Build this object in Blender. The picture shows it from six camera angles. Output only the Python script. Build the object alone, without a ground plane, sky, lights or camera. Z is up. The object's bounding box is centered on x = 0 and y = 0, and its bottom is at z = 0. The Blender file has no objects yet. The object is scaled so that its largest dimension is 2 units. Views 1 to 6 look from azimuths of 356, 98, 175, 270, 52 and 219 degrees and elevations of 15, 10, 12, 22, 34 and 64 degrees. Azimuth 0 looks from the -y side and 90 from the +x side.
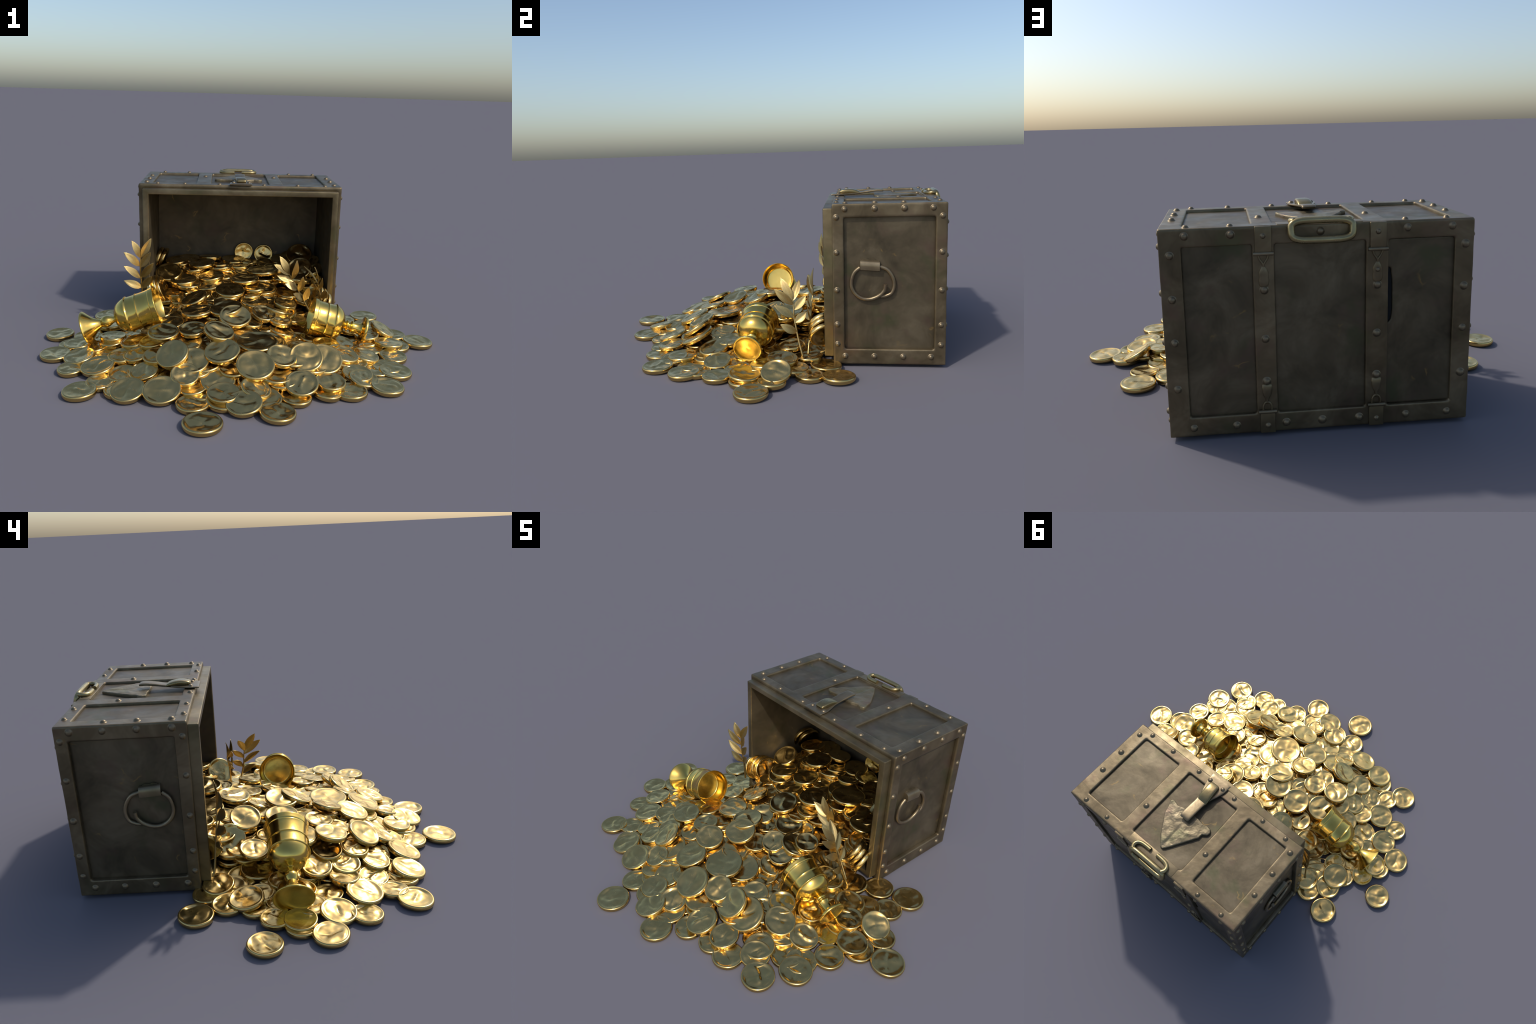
"""A plundered strongbox lying on its side: the iron-bound chest opens towards -y and
spills a mound of gold coins, two goblets and three laurel sprigs."""
import math
import bpy
import bmesh
import numpy as np
from mathutils import Vector, Matrix, noise

rng = np.random.default_rng(20)

# --------------------------------------------------------------------------- helpers
def link(obj):
    bpy.context.scene.collection.objects.link(obj)
    return obj


def make_object(name, verts, faces, material, smooth=True, sharp=None):
    mesh = bpy.data.meshes.new(name)
    mesh.from_pydata([tuple(v) for v in verts], [], [tuple(f) for f in faces])
    finish_mesh(mesh, material, smooth, sharp)
    return link(bpy.data.objects.new(name, mesh))


def finish_mesh(mesh, material, smooth=True, sharp=None):
    bm = bmesh.new()
    bm.from_mesh(mesh)
    bmesh.ops.recalc_face_normals(bm, faces=bm.faces)
    bm.to_mesh(mesh)
    bm.free()
    mesh.materials.clear()
    mesh.materials.append(material)
    mesh.polygons.foreach_set("use_smooth", [smooth] * len(mesh.polygons))
    if smooth and sharp is not None:
        mesh.set_sharp_from_angle(angle=math.radians(sharp))
    mesh.update()


def bake(obj):
    """Apply every modifier of obj."""
    graph = bpy.context.evaluated_depsgraph_get()
    mesh = bpy.data.meshes.new_from_object(obj.evaluated_get(graph))
    old = obj.data
    obj.modifiers.clear()
    obj.data = mesh
    mesh.name = obj.name
    bpy.data.meshes.remove(old)
    return obj


def remove(obj):
    mesh = obj.data
    bpy.data.objects.remove(obj)
    bpy.data.meshes.remove(mesh)


def box(name, lo, hi, material, bevel=0.0, segments=3):
    (x0, y0, z0), (x1, y1, z1) = lo, hi
    v = [(x, y, z) for x in (x0, x1) for y in (y0, y1) for z in (z0, z1)]
    f = [(0, 1, 3, 2), (4, 6, 7, 5), (0, 4, 5, 1), (2, 3, 7, 6), (0, 2, 6, 4), (1, 5, 7, 3)]
    obj = make_object(name, v, f, material, smooth=False)
    if bevel:
        m = obj.modifiers.new("bevel", "BEVEL")
        m.width, m.segments = bevel, segments
        bake(obj)
        finish_mesh(obj.data, material, True, 35)
    return obj


def cut(obj, tools):
    for tool in tools:
        m = obj.modifiers.new("cut", "BOOLEAN")
        m.operation, m.object, m.solver = "DIFFERENCE", tool, "EXACT"
    bake(obj)
    for tool in tools:
        remove(tool)
    return obj


def wear(obj, material, voxel, amount, scale, sharp=None):
    """Voxel-remesh a hard solid and hammer its surface a little, so edges look worn."""
    m = obj.modifiers.new("remesh", "REMESH")
    m.mode, m.voxel_size = "VOXEL", voxel
    s = obj.modifiers.new("smooth", "SMOOTH")
    s.factor, s.iterations = 0.5, 1
    bake(obj)
    mesh = obj.data
    normals = np.empty(3 * len(mesh.vertices))
    mesh.vertices.foreach_get("normal", normals)
    normals = normals.reshape(-1, 3)
    for v, nrm in zip(mesh.vertices, normals):
        p = v.co.copy()
        d = noise.noise(p * scale) + 0.45 * noise.noise(p * scale * 3.3 + Vector((7, 3, 1)))
        v.co = p + Vector(nrm) * (amount * d)
    finish_mesh(mesh, material, True, sharp)
    return obj


def smooth_path(points, steps=6, closed=False):
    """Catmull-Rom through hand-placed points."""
    p = [Vector(q) for q in points]
    n = len(p)
    out = []
    for i in range(n if closed else n - 1):
        if closed:
            a, b, c, d = p[i - 1], p[i], p[(i + 1) % n], p[(i + 2) % n]
        else:
            a, b, c, d = p[max(i - 1, 0)], p[i], p[i + 1], p[min(i + 2, n - 1)]
        for k in range(steps):
            t = k / steps
            out.append(0.5 * (2 * b + (c - a) * t + (2 * a - 5 * b + 4 * c - d) * t * t + (3 * b - a - 3 * c + d) * t ** 3))
    if not closed:
        out.append(p[-1])
    return out


def tube(name, points, radius, material, steps=6, closed=False, sides=12):
    """A round bar along a path; radius is a number or a function of 0..1."""
    path = smooth_path(points, steps, closed)
    n = len(path)
    verts, faces = [], []
    prev = None
    for i, p in enumerate(path):
        if closed:
            t = (path[(i + 1) % n] - path[i - 1]).normalized()
        else:
            t = (path[min(i + 1, n - 1)] - path[max(i - 1, 0)]).normalized()
        ref = prev if prev is not None else (Vector((0, 0, 1)) if abs(t.z) < 0.9 else Vector((1, 0, 0)))
        u = (ref - t * ref.dot(t)).normalized()
        prev = u
        w = t.cross(u)
        r = radius(i / max(n - 1, 1)) if callable(radius) else radius
        for k in range(sides):
            a = 2 * math.pi * k / sides
            verts.append(p + (u * math.cos(a) + w * math.sin(a)) * r)
    for i in range(n if closed else n - 1):
        for k in range(sides):
            a, b = i * sides + k, i * sides + (k + 1) % sides
            c, d = ((i + 1) % n) * sides + (k + 1) % sides, ((i + 1) % n) * sides + k
            faces.append((a, b, c, d))
    if not closed:
        faces.append(tuple(range(sides)))
        faces.append(tuple((n - 1) * sides + k for k in range(sides)))
    return make_object(name, verts, faces, material, True, 50)


def strip(name, sections, material, power=4.0, sides=28, steps=5):
    """Loft of rounded-rectangle sections (x, y, z, half_width, half_thickness) running along y."""
    rows = smooth_path([s[:3] for s in sections], steps)
    sizes = smooth_path([(s[3], s[4], 0) for s in sections], steps)
    verts, faces = [], []
    n = len(rows)
    for i, (p, s) in enumerate(zip(rows, sizes)):
        t = (rows[min(i + 1, n - 1)] - rows[max(i - 1, 0)]).normalized()
        side = Vector((1, 0, 0))
        up = side.cross(t).normalized()
        for k in range(sides):
            a = 2 * math.pi * k / sides
            c, d = math.cos(a), math.sin(a)
            u = math.copysign(abs(c) ** (2 / power), c) * s.x
            w = math.copysign(abs(d) ** (2 / power), d) * s.y
            verts.append(p + side * u + up * w)
    for i in range(n - 1):
        for k in range(sides):
            faces.append((i * sides + k, i * sides + (k + 1) % sides, (i + 1) * sides + (k + 1) % sides, (i + 1) * sides + k))
    faces.append(tuple(range(sides)))
    faces.append(tuple((n - 1) * sides + k for k in range(sides)))
    return make_object(name, verts, faces, material, True, 55)


def lathe(name, profile, material, segments=64, closed=False):
    """Turn (radius, height) points round z; wobble keeps it hand-beaten."""
    verts, faces = [], []
    for r, h in profile:
        for k in range(segments):
            a = 2 * math.pi * k / segments
            verts.append((r * math.cos(a), r * math.sin(a), h))
    n = len(profile)
    for i in range(n if closed else n - 1):
        j = (i + 1) % n
        for k in range(segments):
            k2 = (k + 1) % segments
            faces.append((i * segments + k, i * segments + k2, j * segments + k2, j * segments + k))
    if not closed:
        for i in (0, n - 1):
            if profile[i][0] > 1e-4:
                faces.append(tuple(i * segments + k for k in range(segments)))
    return make_object(name, verts, faces, material, True, 40)


def empty(name, location, label, category):
    e = link(bpy.data.objects.new(name, None))
    e.empty_display_size = 0.05
    e.location = location
    e["label"], e["category"] = label, category
    bpy.context.view_layer.update()
    return e


def adopt(parent, child):
    child.parent = parent
    child.matrix_parent_inverse = parent.matrix_basis.inverted()
    return child


# --------------------------------------------------------------------------- materials
def nodes_of(name):
    mat = bpy.data.materials.new(name)
    mat.use_nodes = True
    nt = mat.node_tree
    return mat, nt, nt.nodes["Principled BSDF"]


def add(nt, kind, **inputs):
    n = nt.nodes.new(kind)
    for k, v in inputs.items():
        n.inputs[k].default_value = v
    return n


def noise_tex(nt, coord, scale, detail=3.0, rough=0.55, distortion=0.0):
    n = add(nt, "ShaderNodeTexNoise", Scale=scale, Detail=detail, Roughness=rough, Distortion=distortion)
    nt.links.new(coord, n.inputs["Vector"])
    return n.outputs["Fac"]


def ramp(nt, fac, stops):
    n = nt.nodes.new("ShaderNodeValToRGB")
    el = n.color_ramp.elements
    while len(el) < len(stops):
        el.new(0.5)
    for e, (p, c) in zip(el, stops):
        e.position = p
        e.color = (*c, 1) if len(c) == 3 else c
    nt.links.new(fac, n.inputs["Fac"])
    return n.outputs["Color"]


def mix(nt, fac, a, b, mode="MIX"):
    n = nt.nodes.new("ShaderNodeMix")
    n.data_type, n.blend_type = "RGBA", mode
    for sock, v in ((n.inputs[0], fac), (n.inputs[6], a), (n.inputs[7], b)):
        if isinstance(v, (int, float)):
            sock.default_value = v
        elif isinstance(v, tuple):
            sock.default_value = (*v, 1)
        else:
            nt.links.new(v, sock)
    return n.outputs[2]


def bump(nt, height, strength, distance):
    n = add(nt, "ShaderNodeBump", Strength=strength, Distance=distance)
    nt.links.new(height, n.inputs["Height"])
    return n.outputs["Normal"]


def gray(v):
    return (v, v, v)


def gold_material(name, dark, light, rough_lo, rough_hi, scale, bump_strength, hue_by_object=True):
    mat, nt, bsdf = nodes_of(name)
    tc = nt.nodes.new("ShaderNodeTexCoord")
    co = tc.outputs["Object"]
    base = ramp(nt, noise_tex(nt, co, scale, 4), [(0.3, dark), (0.7, light)])
    if hue_by_object:
        info = nt.nodes.new("ShaderNodeObjectInfo")
        base = mix(nt, 0.16, base, ramp(nt, info.outputs["Random"], [(0.0, dark), (1.0, light)]))
    nt.links.new(base, bsdf.inputs["Base Color"])
    rough = ramp(nt, noise_tex(nt, co, scale * 2.3, 3), [(0.3, gray(rough_lo)), (0.7, gray(rough_hi))])
    nt.links.new(rough, bsdf.inputs["Roughness"])
    bsdf.inputs["Metallic"].default_value = 1.0
    if bump_strength:
        nt.links.new(bump(nt, noise_tex(nt, co, scale * 3.0, 2), bump_strength, 0.004), bsdf.inputs["Normal"])
    return mat


def iron_material(name, tones, rough, metal, patina=0.5, seams=0.5, worn=None):
    """Dull weathered metal: brown-grey tones, faint violet and verdigris clouds, broken brassy lines copying texture seams."""
    mat, nt, bsdf = nodes_of(name)
    tc = nt.nodes.new("ShaderNodeTexCoord")
    co = tc.outputs["Object"]
    base = ramp(nt, noise_tex(nt, co, 5.5, 6, 0.62, 0.6), [(0.29, tones[0]), (0.5, tones[1]), (0.73, tones[2])])
    green = ramp(nt, noise_tex(nt, co, 6.5, 3), [(0.58, gray(0)), (0.72, gray(patina))])
    base = mix(nt, green, base, tuple(0.85 * c * k for c, k in zip(tones[1], (0.80, 1.02, 0.82))))
    shift = add(nt, "ShaderNodeMapping", Location=(3.1, 7.7, 1.3))
    nt.links.new(co, shift.inputs["Vector"])
    violet = ramp(nt, noise_tex(nt, shift.outputs["Vector"], 7.0, 3), [(0.57, gray(0)), (0.72, gray(patina))])
    base = mix(nt, violet, base, tuple(c * k for c, k in zip(tones[1], (1.02, 0.86, 1.0))))
    # copied texture seams: thin borders of warped cells, kept only in scattered patches
    warp = add(nt, "ShaderNodeTexNoise", Scale=9.0, Detail=3.0)
    nt.links.new(co, warp.inputs["Vector"])
    bent = nt.nodes.new("ShaderNodeMix")
    bent.data_type = "VECTOR"
    bent.inputs[0].default_value = 0.12
    nt.links.new(co, bent.inputs[4])
    nt.links.new(warp.outputs["Color"], bent.inputs[5])
    cells = add(nt, "ShaderNodeTexVoronoi", Scale=7.0)
    cells.feature = "DISTANCE_TO_EDGE"
    nt.links.new(bent.outputs[1], cells.inputs["Vector"])
    line = ramp(nt, cells.outputs["Distance"], [(0.0, gray(1)), (0.028, gray(0))])
    patch = ramp(nt, noise_tex(nt, shift.outputs["Vector"], 11.0, 2), [(0.61, gray(0)), (0.68, gray(seams * 0.7))])
    seam = mix(nt, 1.0, line, patch, "MULTIPLY")
    base = mix(nt, seam, base, (0.30, 0.19, 0.06))
    if worn:
        # handled edges are rubbed back to brass, unevenly
        geo = nt.nodes.new("ShaderNodeNewGeometry")
        rub = ramp(nt, geo.outputs["Pointiness"], [(0.525, gray(0)), (0.60, gray(0.75))])
        rub = mix(nt, 1.0, rub, ramp(nt, noise_tex(nt, co, 17.0, 3), [(0.35, gray(0.35)), (0.65, gray(1))]), "MULTIPLY")
        base = mix(nt, rub, base, worn)
    nt.links.new(base, bsdf.inputs["Base Color"])
    nt.links.new(ramp(nt, noise_tex(nt, co, 14.0, 4), [(0.3, gray(rough - 0.07)), (0.7, gray(rough + 0.09))]), bsdf.inputs["Roughness"])
    bsdf.inputs["Metallic"].default_value = metal
    nt.links.new(bump(nt, noise_tex(nt, co, 24.0, 4, 0.55), 0.14, 0.006), bsdf.inputs["Normal"])
    return mat


MAT_COIN = gold_material("coin_gold", (0.585, 0.405, 0.140), (0.680, 0.485, 0.185), 0.19, 0.29, 0.9, 0.0)
MAT_GOBLET = gold_material("goblet_gold", (0.66, 0.45, 0.10), (0.78, 0.56, 0.15), 0.14, 0.24, 12.0, 0.04)
MAT_LEAF = gold_material("leaf_brass", (0.40, 0.285, 0.105), (0.50, 0.375, 0.165), 0.32, 0.44, 22.0, 0.10)
MAT_FRAME = iron_material("frame_bronze", ((0.082, 0.062, 0.034), (0.146, 0.112, 0.064), (0.245, 0.195, 0.118)), 0.43, 0.75, 0.7, 0.35, (0.32, 0.245, 0.125))
MAT_LIP = iron_material("lip_bronze", ((0.095, 0.074, 0.038), (0.155, 0.121, 0.065), (0.235, 0.188, 0.108)), 0.43, 0.75, 0.6, 0.3)
MAT_PANEL = iron_material("panel_iron", ((0.060, 0.047, 0.027), (0.108, 0.085, 0.050), (0.172, 0.138, 0.086)), 0.48, 0.66, 0.8, 0.7)
MAT_LINING = iron_material("lining_iron", ((0.045, 0.036, 0.021), (0.076, 0.060, 0.036), (0.112, 0.090, 0.056)), 0.55, 0.5, 0.6, 0.7)
MAT_RIVET = iron_material("rivet_iron", ((0.135, 0.104, 0.060), (0.20, 0.157, 0.094), (0.28, 0.225, 0.14)), 0.42, 0.75, 0.3, 0.0)
MAT_RING = iron_material("ring_bronze", ((0.15, 0.115, 0.066), (0.22, 0.172, 0.103), (0.30, 0.24, 0.15)), 0.36, 0.8, 0.3, 0.0)
MAT_LATCH = iron_material("latch_brass", ((0.22, 0.170, 0.078), (0.30, 0.240, 0.115), (0.40, 0.325, 0.165)), 0.31, 0.9, 0.3, 0.0)
MAT_ARROW = iron_material("arrow_bronze", ((0.130, 0.103, 0.058), (0.195, 0.156, 0.092), (0.280, 0.230, 0.142)), 0.46, 0.65, 0.8, 0.3)
MAT_BACKING, _nt, _b = nodes_of("backing_black")  # near-black paint in place of the shade inside a deep opening
_b.inputs["Base Color"].default_value = (0.006, 0.006, 0.006, 1)
_b.inputs["Roughness"].default_value = 0.9

# --------------------------------------------------------------------------- strongbox
X0, X1, Y0, Y1, Z0, Z1 = -0.5515, 0.5425, 0.328, 0.8435, 0.012, 0.7700      # iron frame, outside
CX0, CX1, CY0, CY1, CZ0, CZ1 = -0.5275, 0.519, 0.286, 0.822, 0.042, 0.749  # inner box (its lip stands out in front)
CAVITY = ((-0.495, 0.25, 0.066), (0.487, 0.799, 0.720))
BAYS = ((-0.482, -0.246), (-0.166, 0.153), (0.229, 0.467))               # three panels along x

chest = empty("treasure_chest", (0, 0.57, 0), "weathered iron-bound chest lying on its side, riveted frame", "chest")


def window(lo, hi):
    return box("window", lo, hi, MAT_FRAME)


frame = box("iron_frame", (X0, Y0, Z0), (X1, Y1, Z1), MAT_FRAME)
g = 0.004
tools = [window((CX0 + g, 0.2, CZ0 + g), (CX1 - g, CY1 - g, CZ1 - g)),
         window((-0.7, 0.382, 0.086), (0.7, 0.791, 0.707))]
for a, b in BAYS:
    tools.append(window((a, 0.5, 0.086), (b, 1.0, 0.705)))
    tools.append(window((a, 0.383, -0.2), (b, 0.786, 1.0)))
cut(frame, tools)
bev = frame.modifiers.new("bevel", "BEVEL")
bev.width, bev.segments, bev.limit_method, bev.angle_limit = 0.003, 2, "ANGLE", math.radians(40)
bake(frame)
wear(frame, MAT_FRAME, 0.0052, 0.0009, 11.0)
adopt(chest, frame)

core = box("chest_box", (CX0, CY0, CZ0), (CX1, CY1, CZ1), MAT_PANEL)
cut(core, [window(*CAVITY)])
bev = core.modifiers.new("bevel", "BEVEL")
bev.width, bev.segments, bev.limit_method, bev.angle_limit = 0.004, 3, "ANGLE", math.radians(40)
bake(core)
finish_mesh(core.data, MAT_LIP, True, 35)
# the inside of the box is a part of its own: the dark lining
bm = bmesh.new()
bm.from_mesh(core.data)
inner = [f for f in bm.faces if CAVITY[0][0] - 0.001 < f.calc_center_median().x < CAVITY[1][0] + 0.001 and CAVITY[0][2] - 0.001 < f.calc_center_median().z < CAVITY[1][2] + 0.001 and 0.30 < f.calc_center_median().y < 0.81]
split = bmesh.ops.duplicate(bm, geom=inner)
bmesh.ops.delete(bm, geom=inner, context="FACES")
bm.faces.ensure_lookup_table()
copied = {f for f in split["geom"] if isinstance(f, bmesh.types.BMFace)}
lining_mesh = bpy.data.meshes.new("chest_lining")
bm.faces.index_update()
marks = {f.index for f in bm.faces if f in copied}
both = bm.copy()
both.faces.ensure_lookup_table()
bmesh.ops.delete(both, geom=[f for f in both.faces if f.index not in marks], context="FACES")
both.to_mesh(lining_mesh)
both.free()
bmesh.ops.delete(bm, geom=list(copied), context="FACES")
bm.to_mesh(core.data)
bm.free()
lining_mesh.materials.append(MAT_LINING)
lining = link(bpy.data.objects.new("chest_lining", lining_mesh))
adopt(chest, lining)
adopt(chest, core)


def panel(lo, hi):
    """A loose sheet set in a frame opening, a little beaten."""
    o = box("panel", lo, hi, MAT_PANEL)
    return adopt(chest, wear(o, MAT_PANEL, 0.0075, 0.0006, 6.0))


SUNK, e = 0.0125, 0.012
for a, b in BAYS:
    panel((a - e, 0.383 - e, CZ1 - 0.006), (b + e, 0.786 + e, Z1 - SUNK))
    panel((a - e, 0.383 - e, Z0 + SUNK), (b + e, 0.786 + e, CZ0 + 0.006))
    if a < -0.4:
        # this one is notched beside the strap; an added black plate backs the notch
        wide = [(b + e, 0.695 + e), (a - e, 0.695 + e), (a - e, 0.098 - e), (b + e, 0.098 - e)]
        gap = [(-0.246 + e, 0.398), (-0.2465, 0.398), (-0.259, 0.412), (-0.2635, 0.45), (-0.2630, 0.545), (-0.2565, 0.603), (-0.246 + e, 0.605)]
        ring = wide + gap
        n = len(ring)
        pv = [(x, y, z) for y in (CY1 - 0.006, Y1 - SUNK) for x, z in ring]
        o = make_object("panel", pv, [tuple(range(n)), tuple(n + i for i in range(n))] + [(i, (i + 1) % n, n + (i + 1) % n, n + i) for i in range(n)], MAT_PANEL, False)
        adopt(chest, wear(o, MAT_PANEL, 0.0040, 0.0006, 6.0))
    else:
        panel((a - e, CY1 - 0.006, 0.086 - e), (b + e, Y1 - SUNK, 0.705 + e))
panel((CX1 - 0.006, 0.382 - e, 0.086 - e), (X1 - 0.022, 0.791 + e, 0.707 + e))
panel((X0 + 0.022, 0.382 - e, 0.086 - e), (CX0 + 0.006, 0.791 + e, 0.707 + e))
adopt(chest, box("black_backing", (-0.268, 0.8190, 0.390), (-0.236, 0.8240, 0.612), MAT_BACKING))  # added black plate: its colour stands in for the darkness of a deep opening

# rivets: one dome, copied along every bar
RIVET = 0.0135
dome = [(1.25, -0.25), (1.20, -0.02), (1.04, 0.06), (0.94, 0.18), (0.84, 0.38), (0.66, 0.58), (0.46, 0.70), (0.24, 0.76), (0.0, 0.78)]
rivet_proto = lathe("rivet", [(r * RIVET, h * RIVET) for r, h in dome], MAT_RIVET, 20)
rivet_mesh = rivet_proto.data
bpy.data.objects.remove(rivet_proto)


def rivet(p, n, size=1.0):
    o = link(bpy.data.objects.new("rivet", rivet_mesh))
    q = Vector((0, 0, 1)).rotation_difference(Vector(n))
    s = size * float(rng.uniform(0.94, 1.06))
    o.matrix_basis = Matrix.Translation(Vector(p)) @ q.to_matrix().to_4x4() @ Matrix.Diagonal((s, s, s * float(rng.uniform(0.85, 1.1)), 1))
    adopt(chest, o)


for side, x in ((1, X1), (-1, X0)):
    for y in (0.387, 0.522, 0.654, 0.780):
        rivet((x, y, 0.746), (side, 0, 0))
        rivet((x, y - 0.003, 0.051), (side, 0, 0))
    for z in (0.709, 0.546, 0.369, 0.205, 0.110):
        rivet((x, 0.349, z), (side, 0, 0), 0.92)
        rivet((x, 0.821, z), (side, 0, 0), 0.92)
for z, up in ((Z1, 1), (Z0, -1)):
    for x in (0.452, 0.302, 0.119, -0.121, -0.307, -0.452):
        rivet((x, 0.348, z), (0, 0, up), 0.86)
    for x in (0.450, 0.301, -0.308, -0.455):
        rivet((x, 0.820, z), (0, 0, up), 0.86)
    for x in (0.508, -0.514):
        for y in (0.389, 0.523, 0.653):
            rivet((x, y, z), (0, 0, up))
    for x in (0.194, -0.205):
        rivet((x, 0.653, z), (0, 0, up))
for x in (0.454, 0.300, -0.006, -0.311, -0.470):
    rivet((x, Y1, 0.744), (0, 1, 0))
for x in (0.457, 0.304, 0.125, -0.007, -0.143, -0.318, -0.473):
    rivet((x, Y1, 0.046), (0, 1, 0))
for x in (0.506, -0.520):
    for z in (0.679, 0.526, 0.370, 0.198):
        rivet((x, Y1, z), (0, 1, 0))
for x in (0.1915, -0.206):
    for z in (0.546, 0.368, 0.209):
        rivet((x, Y1, z), (0, 1, 0))
    rivet((x, Y1 + 0.008, 0.736), (0, 1, 0), 0.66)
    rivet((x, Y1 + 0.008, 0.041), (0, 1, 0), 0.66)
rivet((-0.206, Y1 + 0.004, 0.601), (0, 1, 0), 0.66)


def relief(name, outline, y, depth, material):
    """A small raised plate on the back: outline in (x, z), pillowed edges."""
    n = len(outline)
    cx = sum(p[0] for p in outline) / n
    cz = sum(p[1] for p in outline) / n
    verts, faces = [], []
    for shrink, d in ((1.06, -0.004), (1.0, 0.45), (0.82, 1.0), (0.45, 1.15)):
        verts += [(cx + (x - cx) * shrink, y + (depth * d if d > 0 else d), cz + (z - cz) * shrink) for x, z in outline]
    for i in range(3):
        for k in range(n):
            k2 = (k + 1) % n
            faces.append((i * n + k, i * n + k2, (i + 1) * n + k2, (i + 1) * n + k))
    faces.append(tuple(3 * n + k for k in range(n)))
    return adopt(chest, make_object(name, verts, faces, material, True, 60))


def mirrored(right):
    return right + [(-x, z) for x, z in reversed(right)]


for cx in (0.1915, -0.206):
    adopt(chest, box("strap_clasp", (cx - 0.030, Y1 - 0.01, 0.676), (cx + 0.028, Y1 + 0.008, Z1 - 0.001), MAT_FRAME, 0.003))
    adopt(chest, box("strap_clasp", (cx - 0.027, Y1 - 0.01, 0.0125), (cx + 0.027, Y1 + 0.008, 0.094), MAT_FRAME, 0.003))
    for z, w in ((0.675, 0.035), (0.095, 0.032)):
        adopt(chest, tube("clasp_bar", [(cx - w, Y1 + 0.007, z), (cx, Y1 + 0.008, z), (cx + w, Y1 + 0.007, z)], 0.0068, MAT_RING))
    # lower ornament: a small urn hanging over an arch
    urn = [(0.0165, 0.196), (0.018, 0.182), (0.017, 0.166), (0.013, 0.153), (0.007, 0.144), (0.0045, 0.132), (0.0035, 0.122)]
    relief("urn_ornament", [(cx + x, z) for x, z in mirrored(urn)], Y1 - 0.001, 0.006, MAT_FRAME)
    adopt(chest, tube("arch_ornament", [(cx + x, Y1 + 0.0015, z) for x, z in ((-0.0155, 0.100), (-0.0145, 0.115), (-0.008, 0.127), (0, 0.130), (0.008, 0.127), (0.0145, 0.115), (0.0155, 0.100))], 0.0042, MAT_FRAME))
    # upper ornament: a fork over a long drop
    for s in (-1, 1):
        adopt(chest, tube("fork_ornament", [(cx + 0.017 * s, Y1 + 0.001, 0.668), (cx + 0.013 * s, Y1 + 0.001, 0.655), (cx + 0.003 * s, Y1 + 0.001, 0.640), (cx, Y1, 0.628)], 0.004, MAT_FRAME))
    drop = [(0.004, 0.632), (0.011, 0.620), (0.018, 0.606), (0.0155, 0.594), (0.0185, 0.580), (0.016, 0.563), (0.008, 0.555)]
    relief("drop_ornament", [(cx + x, z) for x, z in mirrored(drop)], Y1 - 0.001, 0.005, MAT_FRAME)

# ring pulls on both ends: an open ring whose loose end curls up inside
RING_LONG = [(0.455, 0.475), (0.428, 0.451), (0.415, 0.411), (0.4175, 0.376), (0.438, 0.345), (0.470, 0.327), (0.507, 0.327), (0.543, 0.344), (0.565, 0.370), (0.569, 0.397)]
RING_SHORT = [(0.545, 0.478), (0.578, 0.465), (0.602, 0.431), (0.610, 0.392), (0.599, 0.355), (0.572, 0.340), (0.549, 0.337)]
for side, x in ((1, X1 - 0.022), (-1, X0 + 0.022)):
    pull = link(bpy.data.objects.new("ring_pull", None))
    pull.location = (x, 0.5, 0.48)
    pull.empty_display_size = 0.03
    adopt(chest, pull)
    bpy.context.view_layer.update()
    out = x + side * 0.012

    def sub(obj):
        obj.parent = pull
        obj.matrix_parent_inverse = pull.matrix_basis.inverted()
        return obj

    n = len(RING_LONG) - 1
    sub(tube("ring", [(out + side * 0.010 * max(0, (i - 5) / 4), y, z) for i, (y, z) in enumerate(RING_LONG)], 0.0090, MAT_RING))
    sub(tube("ring", [(out - side * 0.003, y, z) for y, z in RING_SHORT], 0.0090, MAT_RING))
    knuckle = []
    for i, (dx, dz) in enumerate([(-0.012, 0.027), (0.006, 0.027), (0.014, 0.018), (0.017, 0.0), (0.013, -0.017), (0.0, -0.022), (-0.012, -0.020)]):
        knuckle.append((out + side * dx, dz + 0.480))
    kv = [(px, y, pz - (y - 0.5) * 0.08) for y in (0.456, 0.462, 0.538, 0.544) for px, pz in knuckle]
    m = len(knuckle)
    kf = [tuple(range(m)), tuple(3 * m + i for i in range(m))]
    for r in range(3):
        for i in range(m):
            kf.append((r * m + i, r * m + (i + 1) % m, (r + 1) * m + (i + 1) % m, (r + 1) * m + i))
    sub(make_object("ring_strap", kv, kf, MAT_RING, True, 50))
    tab = [(0.458, 0.500), (0.470, 0.512), (0.487, 0.517), (0.500, 0.511), (0.520, 0.513), (0.541, 0.500)]
    tv = [(x + side * d, y, z) for d in (-0.004, 0.006) for y, z in tab]
    m = len(tab)
    sub(make_object("ring_tab", tv, [tuple(range(m)), tuple(m + i for i in range(m))] + [(i, (i + 1) % m, m + (i + 1) % m, m + i) for i in range(m)], MAT_PANEL, True, 30))

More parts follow.
